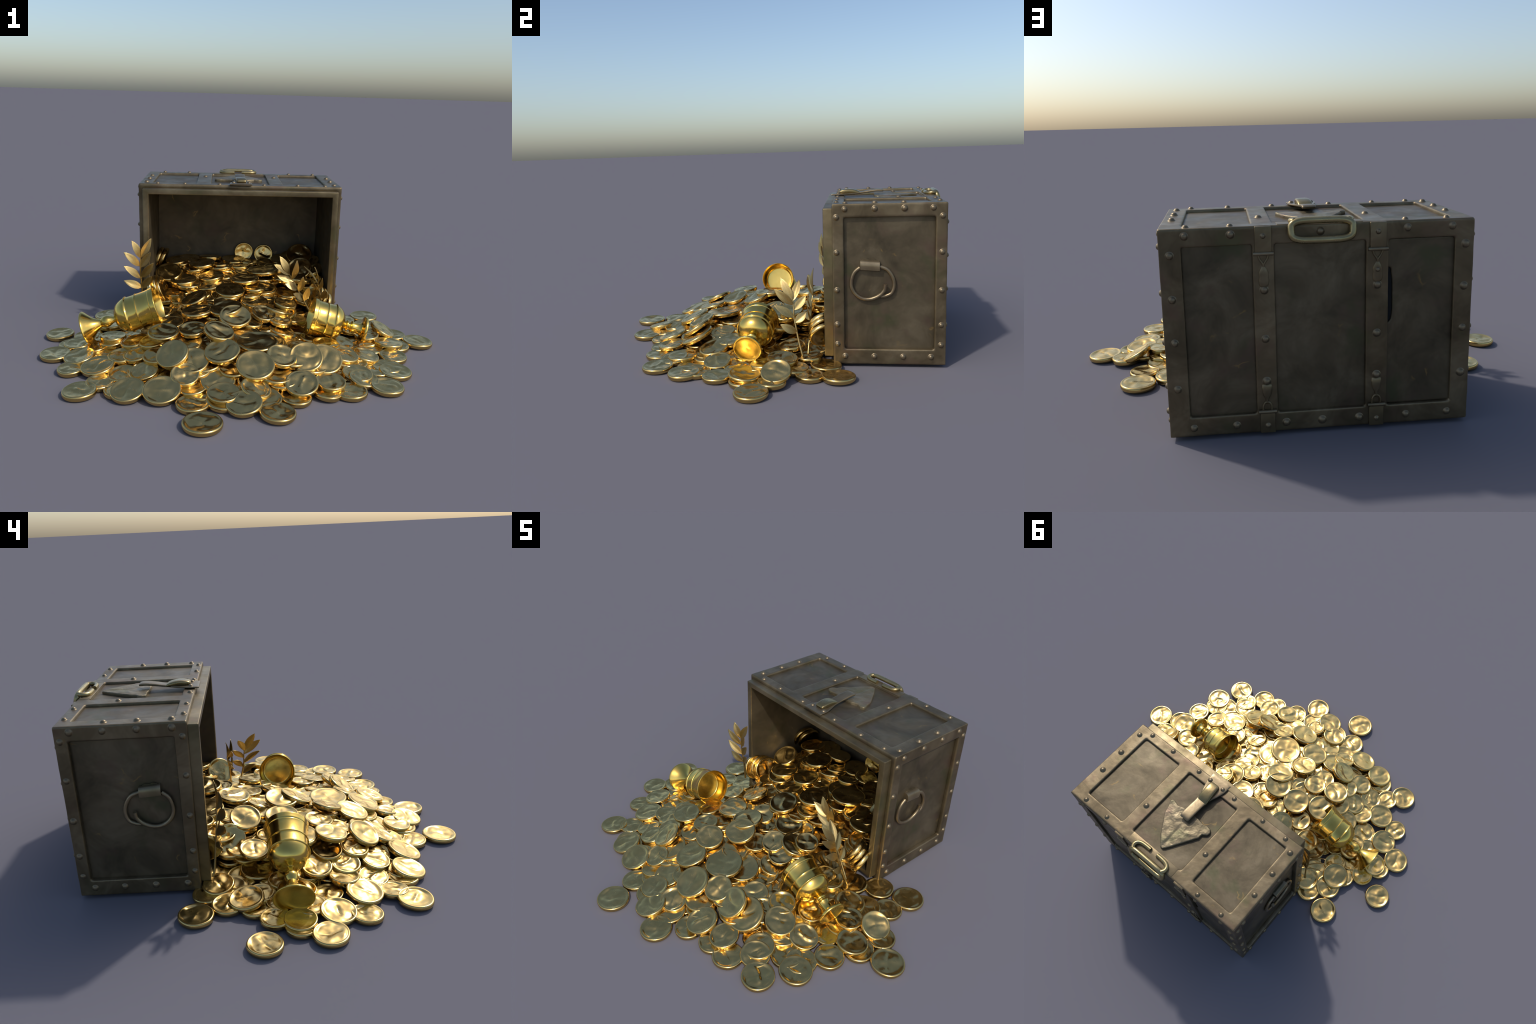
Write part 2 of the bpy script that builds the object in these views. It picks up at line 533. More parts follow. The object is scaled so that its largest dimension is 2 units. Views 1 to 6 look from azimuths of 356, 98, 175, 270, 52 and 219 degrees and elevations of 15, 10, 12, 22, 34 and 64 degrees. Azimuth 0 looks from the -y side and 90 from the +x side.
# carrying handle over the top back edge: closed loop behind, broken loop on top
hx = -0.010
loop = []
for q in range(28):
    # rounded oblong: wide in x, leaning back a little as it comes down
    t = 2 * math.pi * q / 28
    c, d = math.cos(t), math.sin(t)
    w = math.copysign(abs(c) ** 0.42, c)
    h = math.copysign(abs(d) ** 0.62, d)
    loop.append((hx + 0.106 * w, 0.8605 - 0.0085 * h, 0.7515 + 0.0330 * h))
adopt(chest, tube("handle", loop, 0.0125, MAT_LATCH, 3, True, 16))
for s, end in ((1, 0.022), (-1, -0.022)):
    arm = [(hx + s * 0.094, 0.853, 0.782), (hx + s * 0.103, 0.836, 0.781), (hx + s * 0.098, 0.818, 0.779), (hx + s * 0.080, 0.807, 0.778), (hx + s * 0.050, 0.804, 0.778), (hx + end, 0.804, 0.778)]
    adopt(chest, tube("handle_arm", arm, 0.0108, MAT_LATCH, 6, False, 14))
adopt(chest, box("handle_plate", (-0.155, 0.787, Z1 - 0.005), (0.142, 0.838, Z1 + 0.0018), MAT_FRAME, 0.0015))

# hasp: riveted plate that narrows into a raised tongue, with a boss on top
cx = -0.006
hasp = [(cx, 0.312, 0.776, 0.060, 0.004), (cx, 0.325, 0.777, 0.060, 0.0045), (cx, 0.360, 0.777, 0.058, 0.0045), (cx, 0.395, 0.777, 0.047, 0.0045), (cx, 0.435, 0.779, 0.033, 0.005),
        (cx, 0.475, 0.783, 0.028, 0.005), (cx, 0.515, 0.789, 0.028, 0.006), (cx, 0.555, 0.793, 0.028, 0.0065), (cx, 0.580, 0.792, 0.027, 0.0065), (cx, 0.588, 0.789, 0.024, 0.004)]
adopt(chest, strip("hasp", hasp, MAT_RING, 5.0))
boss = [(cx + 0.004, 0.355, 0.783, 0.021, 0.004), (cx + 0.003, 0.361, 0.787, 0.026, 0.010), (cx + 0.002, 0.382, 0.790, 0.029, 0.013), (cx, 0.412, 0.791, 0.030, 0.013), (cx - 0.002, 0.445, 0.786, 0.030, 0.011), (cx - 0.003, 0.468, 0.781, 0.027, 0.004)]
adopt(chest, strip("hasp_boss", boss, MAT_LATCH, 4.0))
for x in (0.037, -0.046):
    rivet((x, 0.350, 0.7805), (0, 0, 1), 0.85)

# arrow-shaped lock plate, rough cast
arrow = [(0.122, 0.557), (0.117, 0.546), (0.100, 0.543), (0.074, 0.552), (0.036, 0.541), (-0.056, 0.541), (-0.090, 0.546), (-0.118, 0.541), (-0.140, 0.545), (-0.150, 0.560),
         (-0.147, 0.577), (-0.124, 0.590), (-0.122, 0.614), (-0.034, 0.752), (-0.022, 0.764), (-0.006, 0.762), (0.036, 0.714), (0.099, 0.622), (0.110, 0.585)]
n = len(arrow)
av = [(x, y, z) for z in (0.748, 0.7715) for x, y in arrow]
plate = make_object("arrow_plate", av, [tuple(range(n)), tuple(n + i for i in range(n))] + [(i, (i + 1) % n, n + (i + 1) % n, n + i) for i in range(n)], MAT_ARROW, False)
bev = plate.modifiers.new("bevel", "BEVEL")
bev.width, bev.segments, bev.limit_method, bev.angle_limit = 0.003, 2, "ANGLE", math.radians(50)
bake(plate)
wear(plate, MAT_ARROW, 0.0032, 0.0016, 42.0)
for v in plate.data.vertices:
    if v.co.z > 0.7655:
        keel = max(0.0, 1 - abs(v.co.x + 0.014) / 0.012) * min(1, max(0, (v.co.y - 0.60) / 0.05))
        v.co.z += 0.002 * noise.noise(v.co * 24) - 0.0022 * keel
adopt(chest, plate)

# --------------------------------------------------------------------------- goblets
FOOT = [(0.0, 0.012), (0.030, 0.011), (0.060, 0.006), (0.078, 0.001), (0.0835, 0.001), (0.0845, 0.005), (0.080, 0.011), (0.063, 0.026), (0.045, 0.043), (0.032, 0.060), (0.0235, 0.076), (0.0205, 0.085)]
STEM = [(0.0205, 0.085), (0.0225, 0.088), (0.0285, 0.102), (0.0295, 0.112), (0.0265, 0.124), (0.0195, 0.138), (0.0155, 0.150), (0.0160, 0.156)]
BOWL = [(0.0160, 0.156), (0.022, 0.158), (0.040, 0.163), (0.058, 0.173), (0.073, 0.190), (0.083, 0.211), (0.0865, 0.224), (0.0870, 0.227), (0.0912, 0.229), (0.0918, 0.233), (0.0880, 0.237),
        (0.0868, 0.250), (0.0868, 0.282), (0.0900, 0.285), (0.0905, 0.289), (0.0875, 0.293), (0.0880, 0.318), (0.0905, 0.342), (0.0925, 0.352), (0.0925, 0.355), (0.0950, 0.358), (0.0965, 0.368), (0.0985, 0.380),
        (0.0978, 0.383), (0.0955, 0.382), (0.0890, 0.366), (0.0840, 0.345), (0.0810, 0.318), (0.0790, 0.306), (0.0700, 0.302), (0.030, 0.301), (0.0, 0.301)]


DISC_FOOT = [(0.0, 0.014), (0.030, 0.012), (0.055, 0.006), (0.063, 0.001), (0.0675, 0.003), (0.0690, 0.010), (0.0680, 0.018), (0.0630, 0.022), (0.050, 0.0245), (0.038, 0.030), (0.031, 0.042), (0.0275, 0.060), (0.0270, 0.080), (0.0295, 0.098)]
DISC_STEM = [(0.0295, 0.098), (0.0310, 0.103), (0.0285, 0.108), (0.0215, 0.114), (0.0195, 0.122), (0.0255, 0.129), (0.0280, 0.136), (0.0250, 0.143), (0.0185, 0.150), (0.0160, 0.156)]


def goblet(base, rim, foot, stem, low, high):
    """Foot, knopped stem and ringed bowl along the line from base to rim; low and high squash stem and bowl."""
    base, rim = Vector(base), Vector(rim)
    top = empty("goblet", base, "tipped gold goblet with ringed bowl and flared foot", "goblet")
    turn = Matrix.Translation(base) @ Vector((0, 0, 1)).rotation_difference(rim - base).to_matrix().to_4x4()

    def height(h):
        return h * low if h <= 0.156 else 0.156 * low + (h - 0.156) * high

    for name, profile in (("foot", foot), ("stem", stem), ("bowl", BOWL)):
        pts = []
        for r, h in profile:
            pts.append((r, height(h)))
        dense = [(p.x, p.y) for p in smooth_path([(r, h, 0) for r, h in pts], 3)]
        part = lathe(name, [(max(0.0, r), h) for r, h in dense], MAT_GOBLET, 72)
        for v in part.data.vertices:
            r = math.hypot(v.co.x, v.co.y)
            v.co += Vector((v.co.x, v.co.y, 0)) * (0.012 * noise.noise(v.co * 14 + base)) if r > 1e-5 else Vector()
        part.matrix_basis = turn
        adopt(top, part)


goblet((-0.776, -0.050, 0.097), (-0.415, -0.047, 0.222), FOOT, STEM, 1.0, 1.0)
goblet((0.625, -0.072, 0.105), (0.346, -0.050, 0.172), DISC_FOOT, DISC_STEM, 0.700, 0.784)

# --------------------------------------------------------------------------- laurel sprigs
def leaf_mesh(bend, fold):
    """Pointed oval blade from (0,0,0) to (1,0,0), folded along the midrib, 3 mm thick at full size."""
    nu, nv = 14, 6
    verts, faces = [], []
    for side in (1, -1):
        for i in range(nu + 1):
            u = i / nu
            w = 0.200 * math.sin(math.pi * u ** 0.92) ** 0.85 + 0.012 * (1 - u)
            for j in range(nv + 1):
                v = 2 * j / nv - 1
                z = bend * math.sin(math.pi * u) + fold * abs(v) * w * 2 - 0.05 * u * u
                edge = 1 - abs(v) ** 4
                verts.append((u, v * w, z + side * 0.014 * (0.35 + 0.65 * edge)))
    m = (nu + 1) * (nv + 1)
    for s in (0, 1):
        for i in range(nu):
            for j in range(nv):
                a = s * m + i * (nv + 1) + j
                faces.append((a, a + 1, a + nv + 2, a + nv + 1))
    rim = [i * (nv + 1) for i in range(nu + 1)] + [nu * (nv + 1) + j for j in range(1, nv + 1)] + [i * (nv + 1) + nv for i in range(nu - 1, -1, -1)] + [j for j in range(nv - 1, 0, -1)]
    for i in range(len(rim)):
        a, b = rim[i], rim[(i + 1) % len(rim)]
        faces.append((a, b, m + b, m + a))
    o = make_object("leaf", verts, faces, MAT_LEAF, True, 60)
    mesh = o.data
    bpy.data.objects.remove(o)
    return mesh


LEAVES = [leaf_mesh(b, f) for b, f in ((0.05, 0.08), (0.02, 0.12), (0.07, 0.06), (-0.03, 0.10))]


def sprig(stem, leaves, facing):
    """stem: path; leaves: (root, tip) pairs; facing: the way the blades look."""
    top = empty("laurel_branch", stem[0], "stiff gilded laurel sprig with pointed paired leaves", "branch")
    adopt(top, tube("stem", stem, lambda t: 0.0058 - 0.0030 * t, MAT_LEAF, 6, False, 8))
    for i, (root, tip) in enumerate(leaves):
        root, tip = Vector(root), Vector(tip)
        x = (tip - root).normalized()
        look = (Vector(facing) + Vector(rng.normal(0, 0.13, 3))).normalized()
        z = (look - x * look.dot(x)).normalized()
        y = z.cross(x)
        size = (tip - root).length
        o = link(bpy.data.objects.new("leaf", LEAVES[i % len(LEAVES)]))
        rot = Matrix((x, y, z)).transposed().to_4x4()
        o.matrix_basis = Matrix.Translation(root) @ rot @ Matrix.Diagonal((size, 0.098, 0.098, 1))
        adopt(top, o)


sprig([(-0.545, 0.271, 0.085), (-0.541, 0.266, 0.12), (-0.535, 0.257, 0.20), (-0.539, 0.250, 0.27), (-0.540, 0.243, 0.34), (-0.537, 0.240, 0.388)],
      [((-0.537, 0.240, 0.385), (-0.577, 0.221, 0.483)), ((-0.537, 0.240, 0.385), (-0.479, 0.245, 0.491)),
       ((-0.541, 0.244, 0.337), (-0.617, 0.201, 0.424)), ((-0.538, 0.245, 0.330), (-0.482, 0.220, 0.420)),
       ((-0.540, 0.250, 0.268), (-0.619, 0.203, 0.349)), ((-0.536, 0.250, 0.272), (-0.468, 0.225, 0.360)),
       ((-0.535, 0.256, 0.213), (-0.626, 0.224, 0.261)), ((-0.533, 0.256, 0.208), (-0.480, 0.230, 0.283))], (0.35, -0.85, 0.35))
sprig([(0.440, 0.200, 0.02), (0.418, 0.202, 0.055), (0.365, 0.210, 0.130), (0.312, 0.211, 0.225), (0.277, 0.218, 0.285), (0.262, 0.218, 0.312)],
      [((0.262, 0.218, 0.310), (0.208, 0.215, 0.411)), ((0.263, 0.218, 0.306), (0.177, 0.187, 0.373)),
       ((0.280, 0.217, 0.280), (0.301, 0.192, 0.392)), ((0.288, 0.216, 0.268), (0.196, 0.195, 0.309)),
       ((0.310, 0.211, 0.225), (0.240, 0.192, 0.264)), ((0.318, 0.211, 0.214), (0.337, 0.192, 0.302)),
       ((0.345, 0.210, 0.166), (0.288, 0.190, 0.210)), ((0.350, 0.210, 0.160), (0.372, 0.192, 0.246))], (0.42, -0.78, 0.45))
sprig([(0.478, 0.177, 0.02), (0.455, 0.155, 0.10), (0.427, 0.134, 0.20), (0.418, 0.132, 0.240), (0.405, 0.127, 0.288)],
      [((0.406, 0.127, 0.285), (0.378, 0.064, 0.397)), ((0.406, 0.128, 0.285), (0.334, 0.155, 0.378)),
       ((0.411, 0.130, 0.265), (0.416, 0.035, 0.346)), ((0.417, 0.133, 0.240), (0.375, 0.191, 0.306)),
       ((0.426, 0.135, 0.205), (0.445, 0.039, 0.272)), ((0.433, 0.139, 0.180), (0.410, 0.196, 0.231)),
       ((0.446, 0.148, 0.133), (0.471, 0.070, 0.181))], (0.92, -0.08, 0.38))

# --------------------------------------------------------------------------- coins
def coin_mesh(seed):
    """Cast coin of radius 1 with its top face at z = 0: rounded edge, soft raised rim, worn relief on both faces."""
    r = np.random.default_rng(seed)
    shift = Vector(r.uniform(-50, 50, 3))
    turn, curl = r.uniform(0, math.pi), r.uniform(-0.5, 0.5)
    stroke, length = r.uniform(0.035, 0.08) * r.choice([-1, 1]), r.uniform(0.35, 0.7)
    seg, t = 52, 0.335

    def face_height(x, y):
        rr = math.hypot(x, y)
        inside = max(0.0, min(1.0, (0.86 - rr) / 0.14))
        inside *= inside * (3 - 2 * inside)
        a = x * math.cos(turn) + y * math.sin(turn)
        b = -x * math.sin(turn) + y * math.cos(turn) - curl * (a * a - 0.12)
        line = math.exp(-(b / 0.12) ** 2) * max(0.0, min(1.0, (length - abs(a)) / 0.2))
        p = Vector((x, y, 0)) + shift
        wave = 0.100 * noise.noise(p * 1.35) + 0.030 * noise.noise(p * 3.0)
        return inside * (wave + stroke * line - 0.032)

    rings = [0.0, 0.1, 0.2, 0.3, 0.4, 0.5, 0.59, 0.67, 0.74, 0.80, 0.85]
    wob = [1 + 0.022 * noise.noise(Vector((math.cos(2 * math.pi * k / seg), math.sin(2 * math.pi * k / seg), 0)) * 1.3 + shift) for k in range(seg)]
    edge = [(0.890, 0.016), (0.932, 0.024), (0.968, -0.004), (0.990, -0.040), (1.0, -0.10), (0.992, -t + 0.11), (0.970, -t + 0.050), (0.935, -t + 0.012), (0.90, -t - 0.002), (0.87, -t)]
    profile = [(q, "top") for q in rings[1:]] + edge + [(q, "bottom") for q in (0.82, 0.68, 0.5, 0.3)]
    verts, faces = [(0, 0, face_height(0, 0))], []
    for q, h in profile:
        for k in range(seg):
            a = 2 * math.pi * k / seg
            w = 1 + (wob[k] - 1) * q
            x, y = q * w * math.cos(a), q * w * math.sin(a)
            if h == "top":
                z = face_height(x, y)
            elif h == "bottom":
                z = -t - 0.8 * face_height(x, -y)
            else:
                z = h
            verts.append((x, y, z))
    verts.append((0, 0, -t))
    n = len(profile)
    for k in range(seg):
        faces.append((0, 1 + k, 1 + (k + 1) % seg))
        faces.append((len(verts) - 1, 1 + (n - 1) * seg + (k + 1) % seg, 1 + (n - 1) * seg + k))
    for i in range(n - 1):
        for k in range(seg):
            k2 = (k + 1) % seg
            faces.append((1 + i * seg + k, 1 + (i + 1) * seg + k, 1 + (i + 1) * seg + k2, 1 + i * seg + k2))
    o = make_object("coin", verts, faces, MAT_COIN, True)
    mesh = o.data
    bpy.data.objects.remove(o)
    return mesh


COIN_MESHES = [coin_mesh(100 + i) for i in range(12)]

# Visible coins, by zone: centre of the upper face, radius, direction the face looks.
CHEST_COINS = [
    (-0.472, 0.305, 0.188, 0.076, 0.95, -0.1, 0.28), (-0.446, 0.332, 0.185, 0.078, 0.94, -0.1, 0.33), (-0.286, 0.343, 0.215, 0.071, 0.01, -0.04, 1),
    (-0.165, 0.31, 0.218, 0.081, -0.16, 0.02, 0.99), (0.025, 0.325, 0.253, 0.08, -0.05, 0.03, 1), (0.404, 0.268, 0.175, 0.073, -0.76, -0.39, 0.52),
    (0.425, 0.27, 0.158, 0.073, -0.76, -0.39, 0.52), (0.448, 0.272, 0.135, 0.073, -0.76, -0.39, 0.52), (-0.424, 0.352, 0.178, 0.078, 0.92, -0.1, 0.39),
    (-0.317, 0.398, 0.222, 0.079, -0.06, -0.03, 1), (-0.163, 0.433, 0.235, 0.075, -0.1, -0.05, 0.99), (0.25, 0.43, 0.239, 0.073, -0.05, -0.05, 1),
    (0.27, 0.355, 0.163, 0.066, 0.07, -0.14, 0.99), (0.31, 0.45, 0.235, 0.073, -0.1, -0.1, 0.99), (0.341, 0.391, 0.236, 0.071, 0.14, 0.12, 0.98),
    (0.41, 0.42, 0.208, 0.073, -0.33, -0.09, 0.94), (-0.41, 0.477, 0.241, 0.076, -0.05, -0.41, 0.91), (0.058, 0.516, 0.242, 0.085, -0.05, -0.03, 1),
    (0.136, 0.483, 0.257, 0.092, -0.02, 0.06, 1), (0.352, 0.5, 0.265, 0.077, -0.28, -0.6, 0.75), (0.425, 0.53, 0.253, 0.073, -0.28, -0.14, 0.95),
    (-0.265, 0.568, 0.242, 0.073, -0.08, 0, 1), (-0.221, 0.577, 0.27, 0.079, -0.09, -0.04, 0.99), (-0.115, 0.631, 0.254, 0.067, -0.05, 0.05, 1),
    (-0.111, 0.595, 0.248, 0.084, -0.07, 0.07, 0.99), (0, 0.62, 0.253, 0.073, 0, -0.06, 1), (0.22, 0.56, 0.251, 0.073, 0.02, -0.02, 1),
    (0.3, 0.6, 0.265, 0.073, -0.1, -0.1, 0.99), (0.369, 0.65, 0.31, 0.079, -0.1, -0.63, 0.77), (0.42, 0.62, 0.275, 0.073, -0.24, -0.19, 0.95),
    (-0.478, 0.69, 0.253, 0.076, 0.95, -0.1, -0.31), (-0.455, 0.705, 0.246, 0.076, 0.92, -0.1, -0.39), (-0.377, 0.668, 0.261, 0.074, -0.12, -0.03, 0.99),
    (-0.352, 0.67, 0.248, 0.075, -0.07, 0, 1), (-0.3, 0.735, 0.255, 0.073, 0.02, -0.05, 1), (-0.173, 0.707, 0.274, 0.068, 0.01, 0.15, 0.99),
    (-0.03, 0.7, 0.261, 0.073, 0, -0.05, 1), (0.062, 0.694, 0.251, 0.066, 0.14, 0.05, 0.99), (0.171, 0.651, 0.245, 0.066, 0.17, -0.28, 0.94),
    (0.27, 0.7, 0.265, 0.073, 0, -0.15, 0.99), (0.33, 0.7, 0.283, 0.074, -0.1, -0.3, 0.95), (0.38, 0.7, 0.288, 0.076, -0.15, -0.5, 0.85),
    (0.034, 0.772, 0.286, 0.059, 0.05, -0.99, 0.14), (0.158, 0.772, 0.274, 0.06, -0.05, -0.99, 0.16),
]
LEFT_COINS = [
    (-0.696, -0.55, 0.024, 0.074, -0.03, -0.02, 1), (-0.492, -0.574, 0.04, 0.076, -0.07, -0.23, 0.97), (-0.625, -0.474, 0.023, 0.064, 0.05, -0.01, 1),
    (-0.531, -0.541, 0.022, 0.068, 0, 0, 1), (-0.476, -0.54, 0.026, 0.068, 0, 0, 1), (-0.542, -0.409, 0.035, 0.067, -0.14, -0.09, 0.99),
    (-0.782, -0.336, 0.022, 0.064, -0.01, -0.02, 1), (-0.66, -0.35, 0.044, 0.078, -0.12, -0.13, 0.98), (-0.56, -0.28, 0.062, 0.067, -0.01, -0.07, 1),
    (-0.489, -0.299, 0.077, 0.066, -0.21, -0.09, 0.97), (-0.895, -0.178, 0.024, 0.073, -0.02, -0.01, 1), (-0.77, -0.226, 0.033, 0.075, -0.14, -0.08, 0.99),
    (-0.644, -0.2, 0.032, 0.068, 0, 0, 1), (-0.518, -0.169, 0.086, 0.068, -0.19, -0.02, 0.98), (-0.84, -0.072, 0.022, 0.065, 0, 0, 1),
    (-0.811, -0.072, 0.032, 0.068, -0.06, -0.01, 1), (-0.724, -0.121, 0.035, 0.065, -0.07, -0.02, 1), (-0.64, -0.052, 0.062, 0.064, 0, 0.05, 1),
    (-0.638, -0.091, 0.053, 0.065, -0.08, -0.02, 1), (-0.788, 0.024, 0.029, 0.064, 0, 0, 1), (-0.684, -0.003, 0.029, 0.064, 0, 0, 1),
    (-0.554, -0.02, 0.05, 0.065, -0.07, 0.01, 1), (-0.934, 0.072, 0.022, 0.071, 0, 0, 1), (-0.705, 0.101, 0.024, 0.066, 0, 0, 1),
    (-0.671, 0.137, 0.049, 0.075, -0.1, 0.12, 0.99), (-0.622, 0.076, 0.035, 0.064, -0.03, 0, 1), (-0.46, 0.085, 0.053, 0.078, -0.1, -0.03, 0.99),
    (-0.674, 0.212, 0.027, 0.071, -0.05, 0.03, 1), (-0.556, 0.19, 0.03, 0.073, -0.1, 0, 1), (-0.737, 0.341, 0.024, 0.074, -0.03, 0, 1),
    (-0.591, 0.296, 0.022, 0.071, 0, 0.03, 1), (-0.548, 0.256, 0.042, 0.07, -0.15, 0.05, 0.99),
]
RIGHT_COINS = [
    (0.461, -0.551, 0.022, 0.073, -0.01, 0, 1), (0.632, -0.509, 0.022, 0.075, 0.03, -0.02, 1), (0.517, -0.416, 0.04, 0.072, 0.04, -0.09, 1),
    (0.709, -0.36, 0.024, 0.076, 0.02, -0.03, 1), (0.478, -0.267, 0.07, 0.077, 0.2, -0.13, 0.97), (0.621, -0.341, 0.022, 0.072, 0, 0, 1),
    (0.684, -0.309, 0.022, 0.073, 0, 0, 1), (0.6, -0.222, 0.043, 0.069, 0.23, -0.06, 0.97), (0.744, -0.195, 0.025, 0.069, 0.03, -0.04, 1),
    (0.505, -0.097, 0.053, 0.066, 0.19, -0.1, 0.98), (0.645, -0.117, 0.029, 0.066, 0, -0.02, 1), (0.754, -0.063, 0.04, 0.075, 0.08, 0.09, 0.99),
    (0.792, -0.059, 0.022, 0.072, 0, 0, 1), (0.455, 0.046, 0.053, 0.069, 0.08, 0.02, 1), (0.654, 0.013, 0.053, 0.067, -0.03, -0.06, 1),
    (0.924, -0.009, 0.024, 0.077, 0.04, 0, 1), (0.579, 0.087, 0.054, 0.075, 0.1, 0.07, 0.99), (0.763, 0.079, 0.057, 0.071, 0.45, -0.1, 0.89),
    (0.813, 0.065, 0.029, 0.066, -0.02, -0.02, 1), (0.483, 0.206, 0.032, 0.072, -0.05, -0.05, 1), (0.707, 0.224, 0.022, 0.068, 0, 0, 1),
    (0.581, 0.294, 0.025, 0.074, 0, 0.02, 1), (0.72, 0.355, 0.024, 0.077, -0.03, 0, 1),
]
FRONT_COINS = [
    (-0.171, -0.807, 0.022, 0.08, 0.01, -0.01, 1), (-0.216, -0.658, 0.024, 0.072, -0.01, -0.01, 1), (-0.008, -0.686, 0.041, 0.077, -0.1, -0.2, 0.97),
    (0.127, -0.73, 0.023, 0.076, 0.03, 0, 1), (-0.348, -0.592, 0.039, 0.08, -0.01, -0.34, 0.94), (-0.091, -0.617, 0.05, 0.07, -0.02, -0.16, 0.99),
    (0.047, -0.586, 0.055, 0.067, 0.22, -0.19, 0.96), (0.216, -0.602, 0.022, 0.07, 0.01, -0.02, 1), (0.245, -0.551, 0.059, 0.075, -0.02, -0.31, 0.95),
    (0.357, -0.566, 0.022, 0.064, 0.08, -0.03, 1), (-0.256, -0.51, 0.079, 0.064, 0.05, -0.39, 0.92), (-0.115, -0.527, 0.062, 0.077, -0.02, -0.31, 0.95),
    (0.048, -0.478, 0.109, 0.086, 0.01, -0.4, 0.92), (0.377, -0.513, 0.05, 0.069, 0.04, -0.12, 0.99), (-0.441, -0.44, 0.059, 0.067, -0.14, -0.16, 0.98),
    (-0.393, -0.353, 0.098, 0.066, -0.13, -0.17, 0.98), (-0.32, -0.412, 0.13, 0.076, -0.26, -0.43, 0.87), (-0.232, -0.432, 0.108, 0.079, 0, -0.35, 0.94),
    (-0.098, -0.393, 0.137, 0.082, -0.09, -0.28, 0.96), (0.171, -0.405, 0.12, 0.07, 0.15, -0.33, 0.93), (0.28, -0.405, 0.113, 0.079, -0.06, -0.55, 0.83),
    (0.365, -0.384, 0.095, 0.088, 0.06, -0.44, 0.9),
]
MOUND_COINS = [
    (-0.372, -0.251, 0.169, 0.074, -0.01, -0.15, 0.99), (-0.254, -0.286, 0.134, 0.07, -0.03, -0.18, 0.98), (-0.111, -0.268, 0.182, 0.073, 0.21, -0.23, 0.95),
    (-0.089, -0.272, 0.143, 0.07, 0.01, -0.18, 0.98), (0.062, -0.296, 0.142, 0.098, -0.03, -0.08, 1), (0.281, -0.262, 0.087, 0.067, 0.21, -0.12, 0.97),
    (-0.423, -0.224, 0.113, 0.07, -0.19, -0.07, 0.98), (-0.238, -0.212, 0.168, 0.068, -0.04, -0.13, 0.99), (0.122, -0.226, 0.119, 0.086, 0.15, -0.08, 0.99),
    (0.408, -0.196, 0.087, 0.068, 0.1, -0.08, 0.99), (-0.362, -0.114, 0.158, 0.081, -0.11, -0.04, 0.99), (-0.034, -0.127, 0.203, 0.08, 0.1, -0.36, 0.93),
    (0.042, -0.087, 0.158, 0.065, 0.15, -0.06, 0.99), (0.201, -0.095, 0.116, 0.066, 0.26, -0.02, 0.96), (-0.309, 0.022, 0.138, 0.064, -0.04, -0.02, 1),
    (-0.225, -0.04, 0.196, 0.08, -0.1, 0.01, 0.99), (-0.081, -0.049, 0.216, 0.083, -0.15, -0.09, 0.98), (-0.019, 0.033, 0.179, 0.064, 0.08, -0.05, 1),
    (0.115, -0.021, 0.178, 0.064, 0.17, -0.27, 0.95), (0.196, -0.04, 0.155, 0.064, 0.2, -0.16, 0.97), (-0.42, 0.095, 0.131, 0.067, -0.2, -0.1, 0.97),
    (-0.362, 0.092, 0.128, 0.067, -0.04, -0.03, 1), (-0.249, 0.13, 0.203, 0.074, -0.4, -0.1, 0.91), (-0.159, 0.063, 0.185, 0.064, -0.02, -0.04, 1),
    (-0.083, 0.06, 0.194, 0.064, 0.12, -0.28, 0.95), (0.073, 0.117, 0.194, 0.076, 0.08, -0.11, 0.99), (0.198, 0.066, 0.171, 0.08, 0.27, 0.08, 0.96),
    (0.235, 0.102, 0.189, 0.061, 0.2, -0.1, 0.97), (0.417, 0.109, 0.065, 0.066, 0.06, -0.09, 0.99), (-0.345, 0.198, 0.143, 0.072, -0.76, -0.25, 0.6),
    (-0.061, 0.159, 0.215, 0.064, -0.01, -0.09, 1), (-0.058, 0.183, 0.233, 0.08, -0.02, -0.15, 0.99), (0.072, 0.253, 0.227, 0.066, -0.03, -0.03, 1),
]

PLACED = [c for zone in (CHEST_COINS, LEFT_COINS, RIGHT_COINS, FRONT_COINS, MOUND_COINS) for c in zone]


def rest(z, radius, n):
    """Lift a tilted coin until its lowest point stands on the ground."""
    n = Vector(n).normalized()
    depth = radius * math.sqrt(max(0.0, 1 - n.z * n.z)) + 0.335 * 0.067 * abs(n.z)
    return max(z, depth * 0.99) if n.z > 0.5 else z


def place_coin(x, y, z, radius, n):
    z = rest(z, radius, n)
    o = link(bpy.data.objects.new("coin", COIN_MESHES[int(rng.integers(len(COIN_MESHES)))]))
    n = Vector(n).normalized()
    oval = 1 + float(rng.normal(0, 0.015))
    spin = Matrix.Rotation(float(rng.uniform(0, 2 * math.pi)), 4, "Z")
    rot = Vector((0, 0, 1)).rotation_difference(n).to_matrix().to_4x4()
    o.matrix_basis = Matrix.Translation((x, y, z)) @ rot @ spin @ Matrix.Diagonal((radius * oval, radius / oval, 0.067, 1))
    o["label"], o["category"] = "round gold coin with raised rim and worn relief", "coin"
    return o


for x, y, z, r, nx, ny, nz in PLACED:
    place_coin(x, y, z, r, (nx, ny, nz))

# Everything underneath: coins sunk below the visible ones, following the mound.
tops = np.array([c for c in PLACED if c[6] > 0.75])


def mound(x, y):
    """Height and slope of the mound, a local plane through the visible coins."""
    w = np.exp(-((tops[:, 0] - x) ** 2 + (tops[:, 1] - y) ** 2) / (2 * 0.10 ** 2)) + 1e-9
    a = np.c_[np.ones(len(tops)), tops[:, 0] - x, tops[:, 1] - y]
    return np.linalg.solve((a * w[:, None]).T @ a + np.diag([0, 0.03, 0.03]), (a * w[:, None]).T @ tops[:, 2])


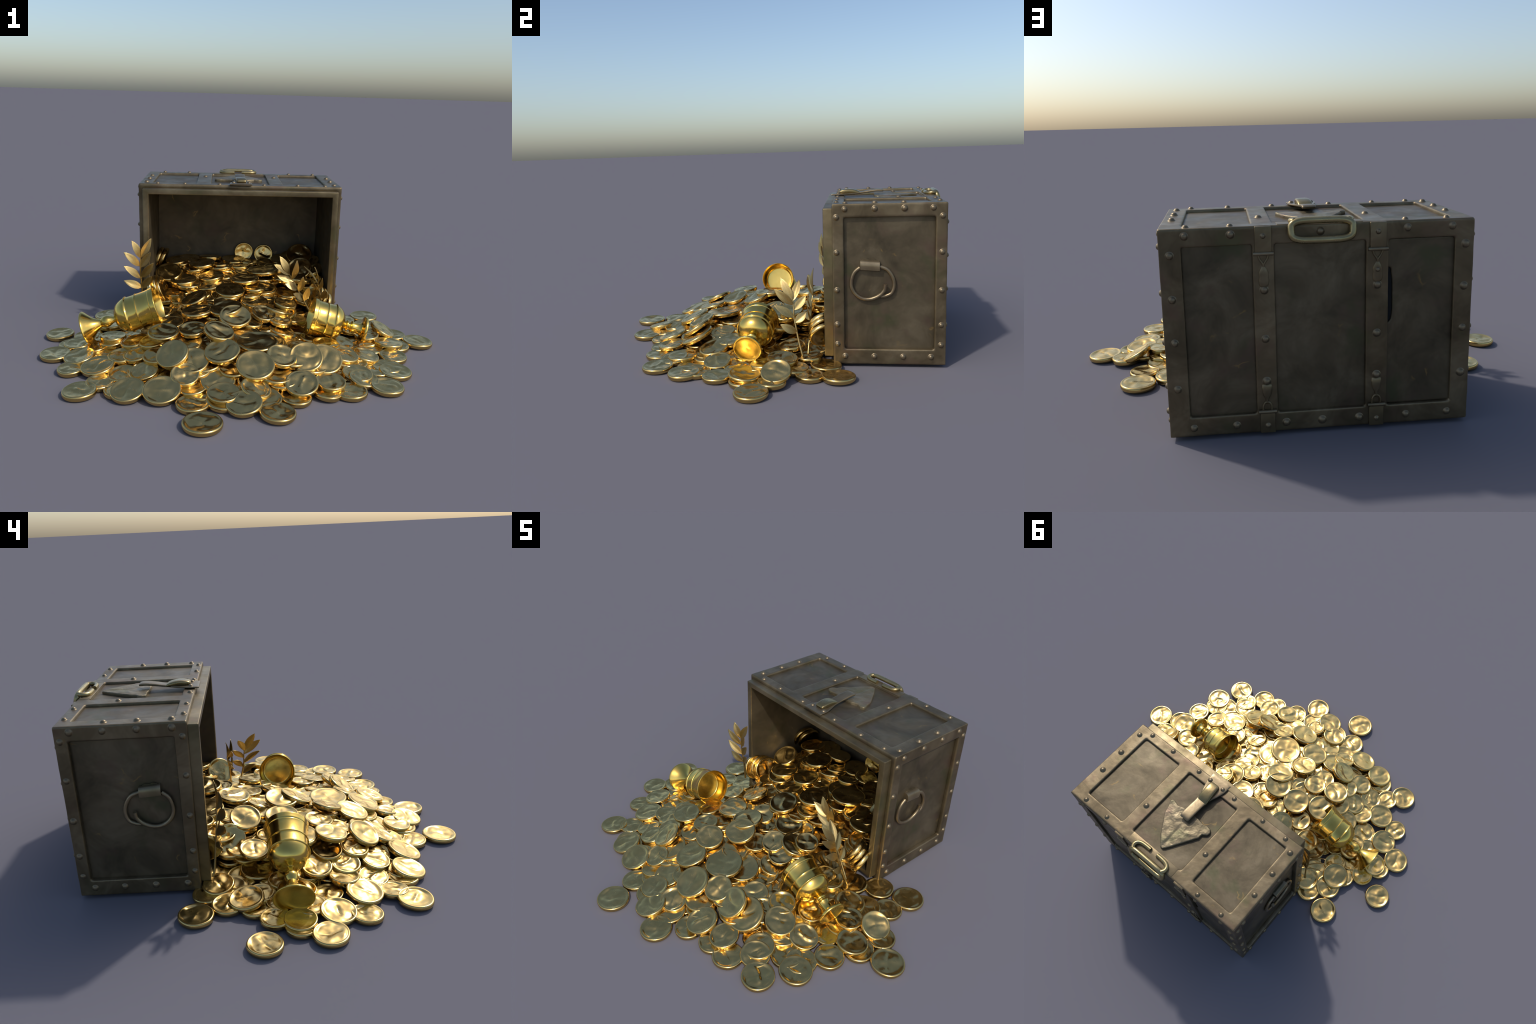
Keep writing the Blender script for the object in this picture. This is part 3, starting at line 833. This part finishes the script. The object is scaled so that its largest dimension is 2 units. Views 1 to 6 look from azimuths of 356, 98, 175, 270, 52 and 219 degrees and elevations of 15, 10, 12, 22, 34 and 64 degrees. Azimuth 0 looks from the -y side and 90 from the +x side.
def ceiling(x, y, reach):
    """Lowest visible coin plane near a point; None outside the pile."""
    d = np.hypot(tops[:, 0] - x, tops[:, 1] - y)
    ring = tops[d < 0.22]
    if len(ring) < 4 or d.min() > 0.17:
        return None
    around = np.sort(np.arctan2(ring[:, 1] - y, ring[:, 0] - x))
    if np.diff(np.r_[around, around[0] + 2 * np.pi]).max() > 2.75:
        return None
    near = tops[d < reach]
    if not len(near):
        return float(mound(x, y)[0])
    z = near[:, 2] - (near[:, 4] * (x - near[:, 0]) + near[:, 5] * (y - near[:, 1])) / near[:, 6]
    return float(np.min(z))


def hollow(x, y):
    """The pile falls away on both sides of the mouth, between the mound and the lip."""
    return (x > 0.16 and 0.13 < y < 0.30) or (x > 0.27 and 0.02 < y < 0.30) or (x < -0.38 and 0.08 < y < 0.30)


def allowed(x, y):
    """Loose coins may lie anywhere in front of the box; inside, they keep clear of its walls."""
    if y < 0.20:
        return True
    if y < 0.30:
        return abs(x) < 0.43
    return -0.415 < x < 0.41 and y < 0.72


fill = []
for layer, drop in enumerate((0.013, 0.038, 0.065, 0.092, 0.120, 0.150, 0.180)):
    step = 0.088 if layer < 2 else 0.115
    for gx in np.arange(-0.86, 0.87, step):
        for gy in np.arange(-0.74, 0.78, step):
            x, y = gx + rng.uniform(-0.35, 0.35) * step, gy + rng.uniform(-0.35, 0.35) * step
            if not allowed(x, y):
                continue
            low = ceiling(x, y, 0.095)
            if low is None:
                continue
            h, sx, sy = mound(x, y)
            if hollow(x, y):
                h = min(h, 0.05)
            z = min(low - 0.006, h) - drop
            floor = 0.066 + 0.024 if y > 0.26 else 0.023
            if z < floor:
                if layer == 0 and low > floor + 0.012:
                    z = floor
                else:
                    continue
            tilt = rng.normal(0, 0.07, 2)
            r, n = float(rng.uniform(0.068, 0.082)), (-sx * 0.9 + tilt[0], -sy * 0.9 + tilt[1], 1)
            if layer and rest(z, r, n) > z + 0.004:
                continue
            fill.append((x, y, rest(z, r, n), r, n))

room = 300 - len(PLACED)
fill.sort(key=lambda c: mound(c[0], c[1])[0] - c[2])
for x, y, z, r, n in fill[:room]:
    place_coin(x, y, z, r, n)

# the deepest ones are never seen singly: one heap
verts, faces = [], []
simple = COIN_MESHES[0]
sv = np.array([v.co for v in simple.vertices])
sf = [tuple(p.vertices) for p in simple.polygons]
for x, y, z, r, n in fill[room:]:
    rot = np.array(Vector((0, 0, 1)).rotation_difference(Vector(n).normalized()).to_matrix())
    base = len(verts)
    verts += (sv * (r, r, 0.067) @ rot.T + (x, y, z)).tolist()
    faces += [tuple(base + i for i in f) for f in sf]
if verts:
    heap = make_object("coin_heap", verts, faces, MAT_COIN, True)
    heap["label"], heap["category"], heap["kind"] = "buried gold coins under the spilled mound", "coins", "stuff"
print("coins placed", len(PLACED), "fill", len(fill))
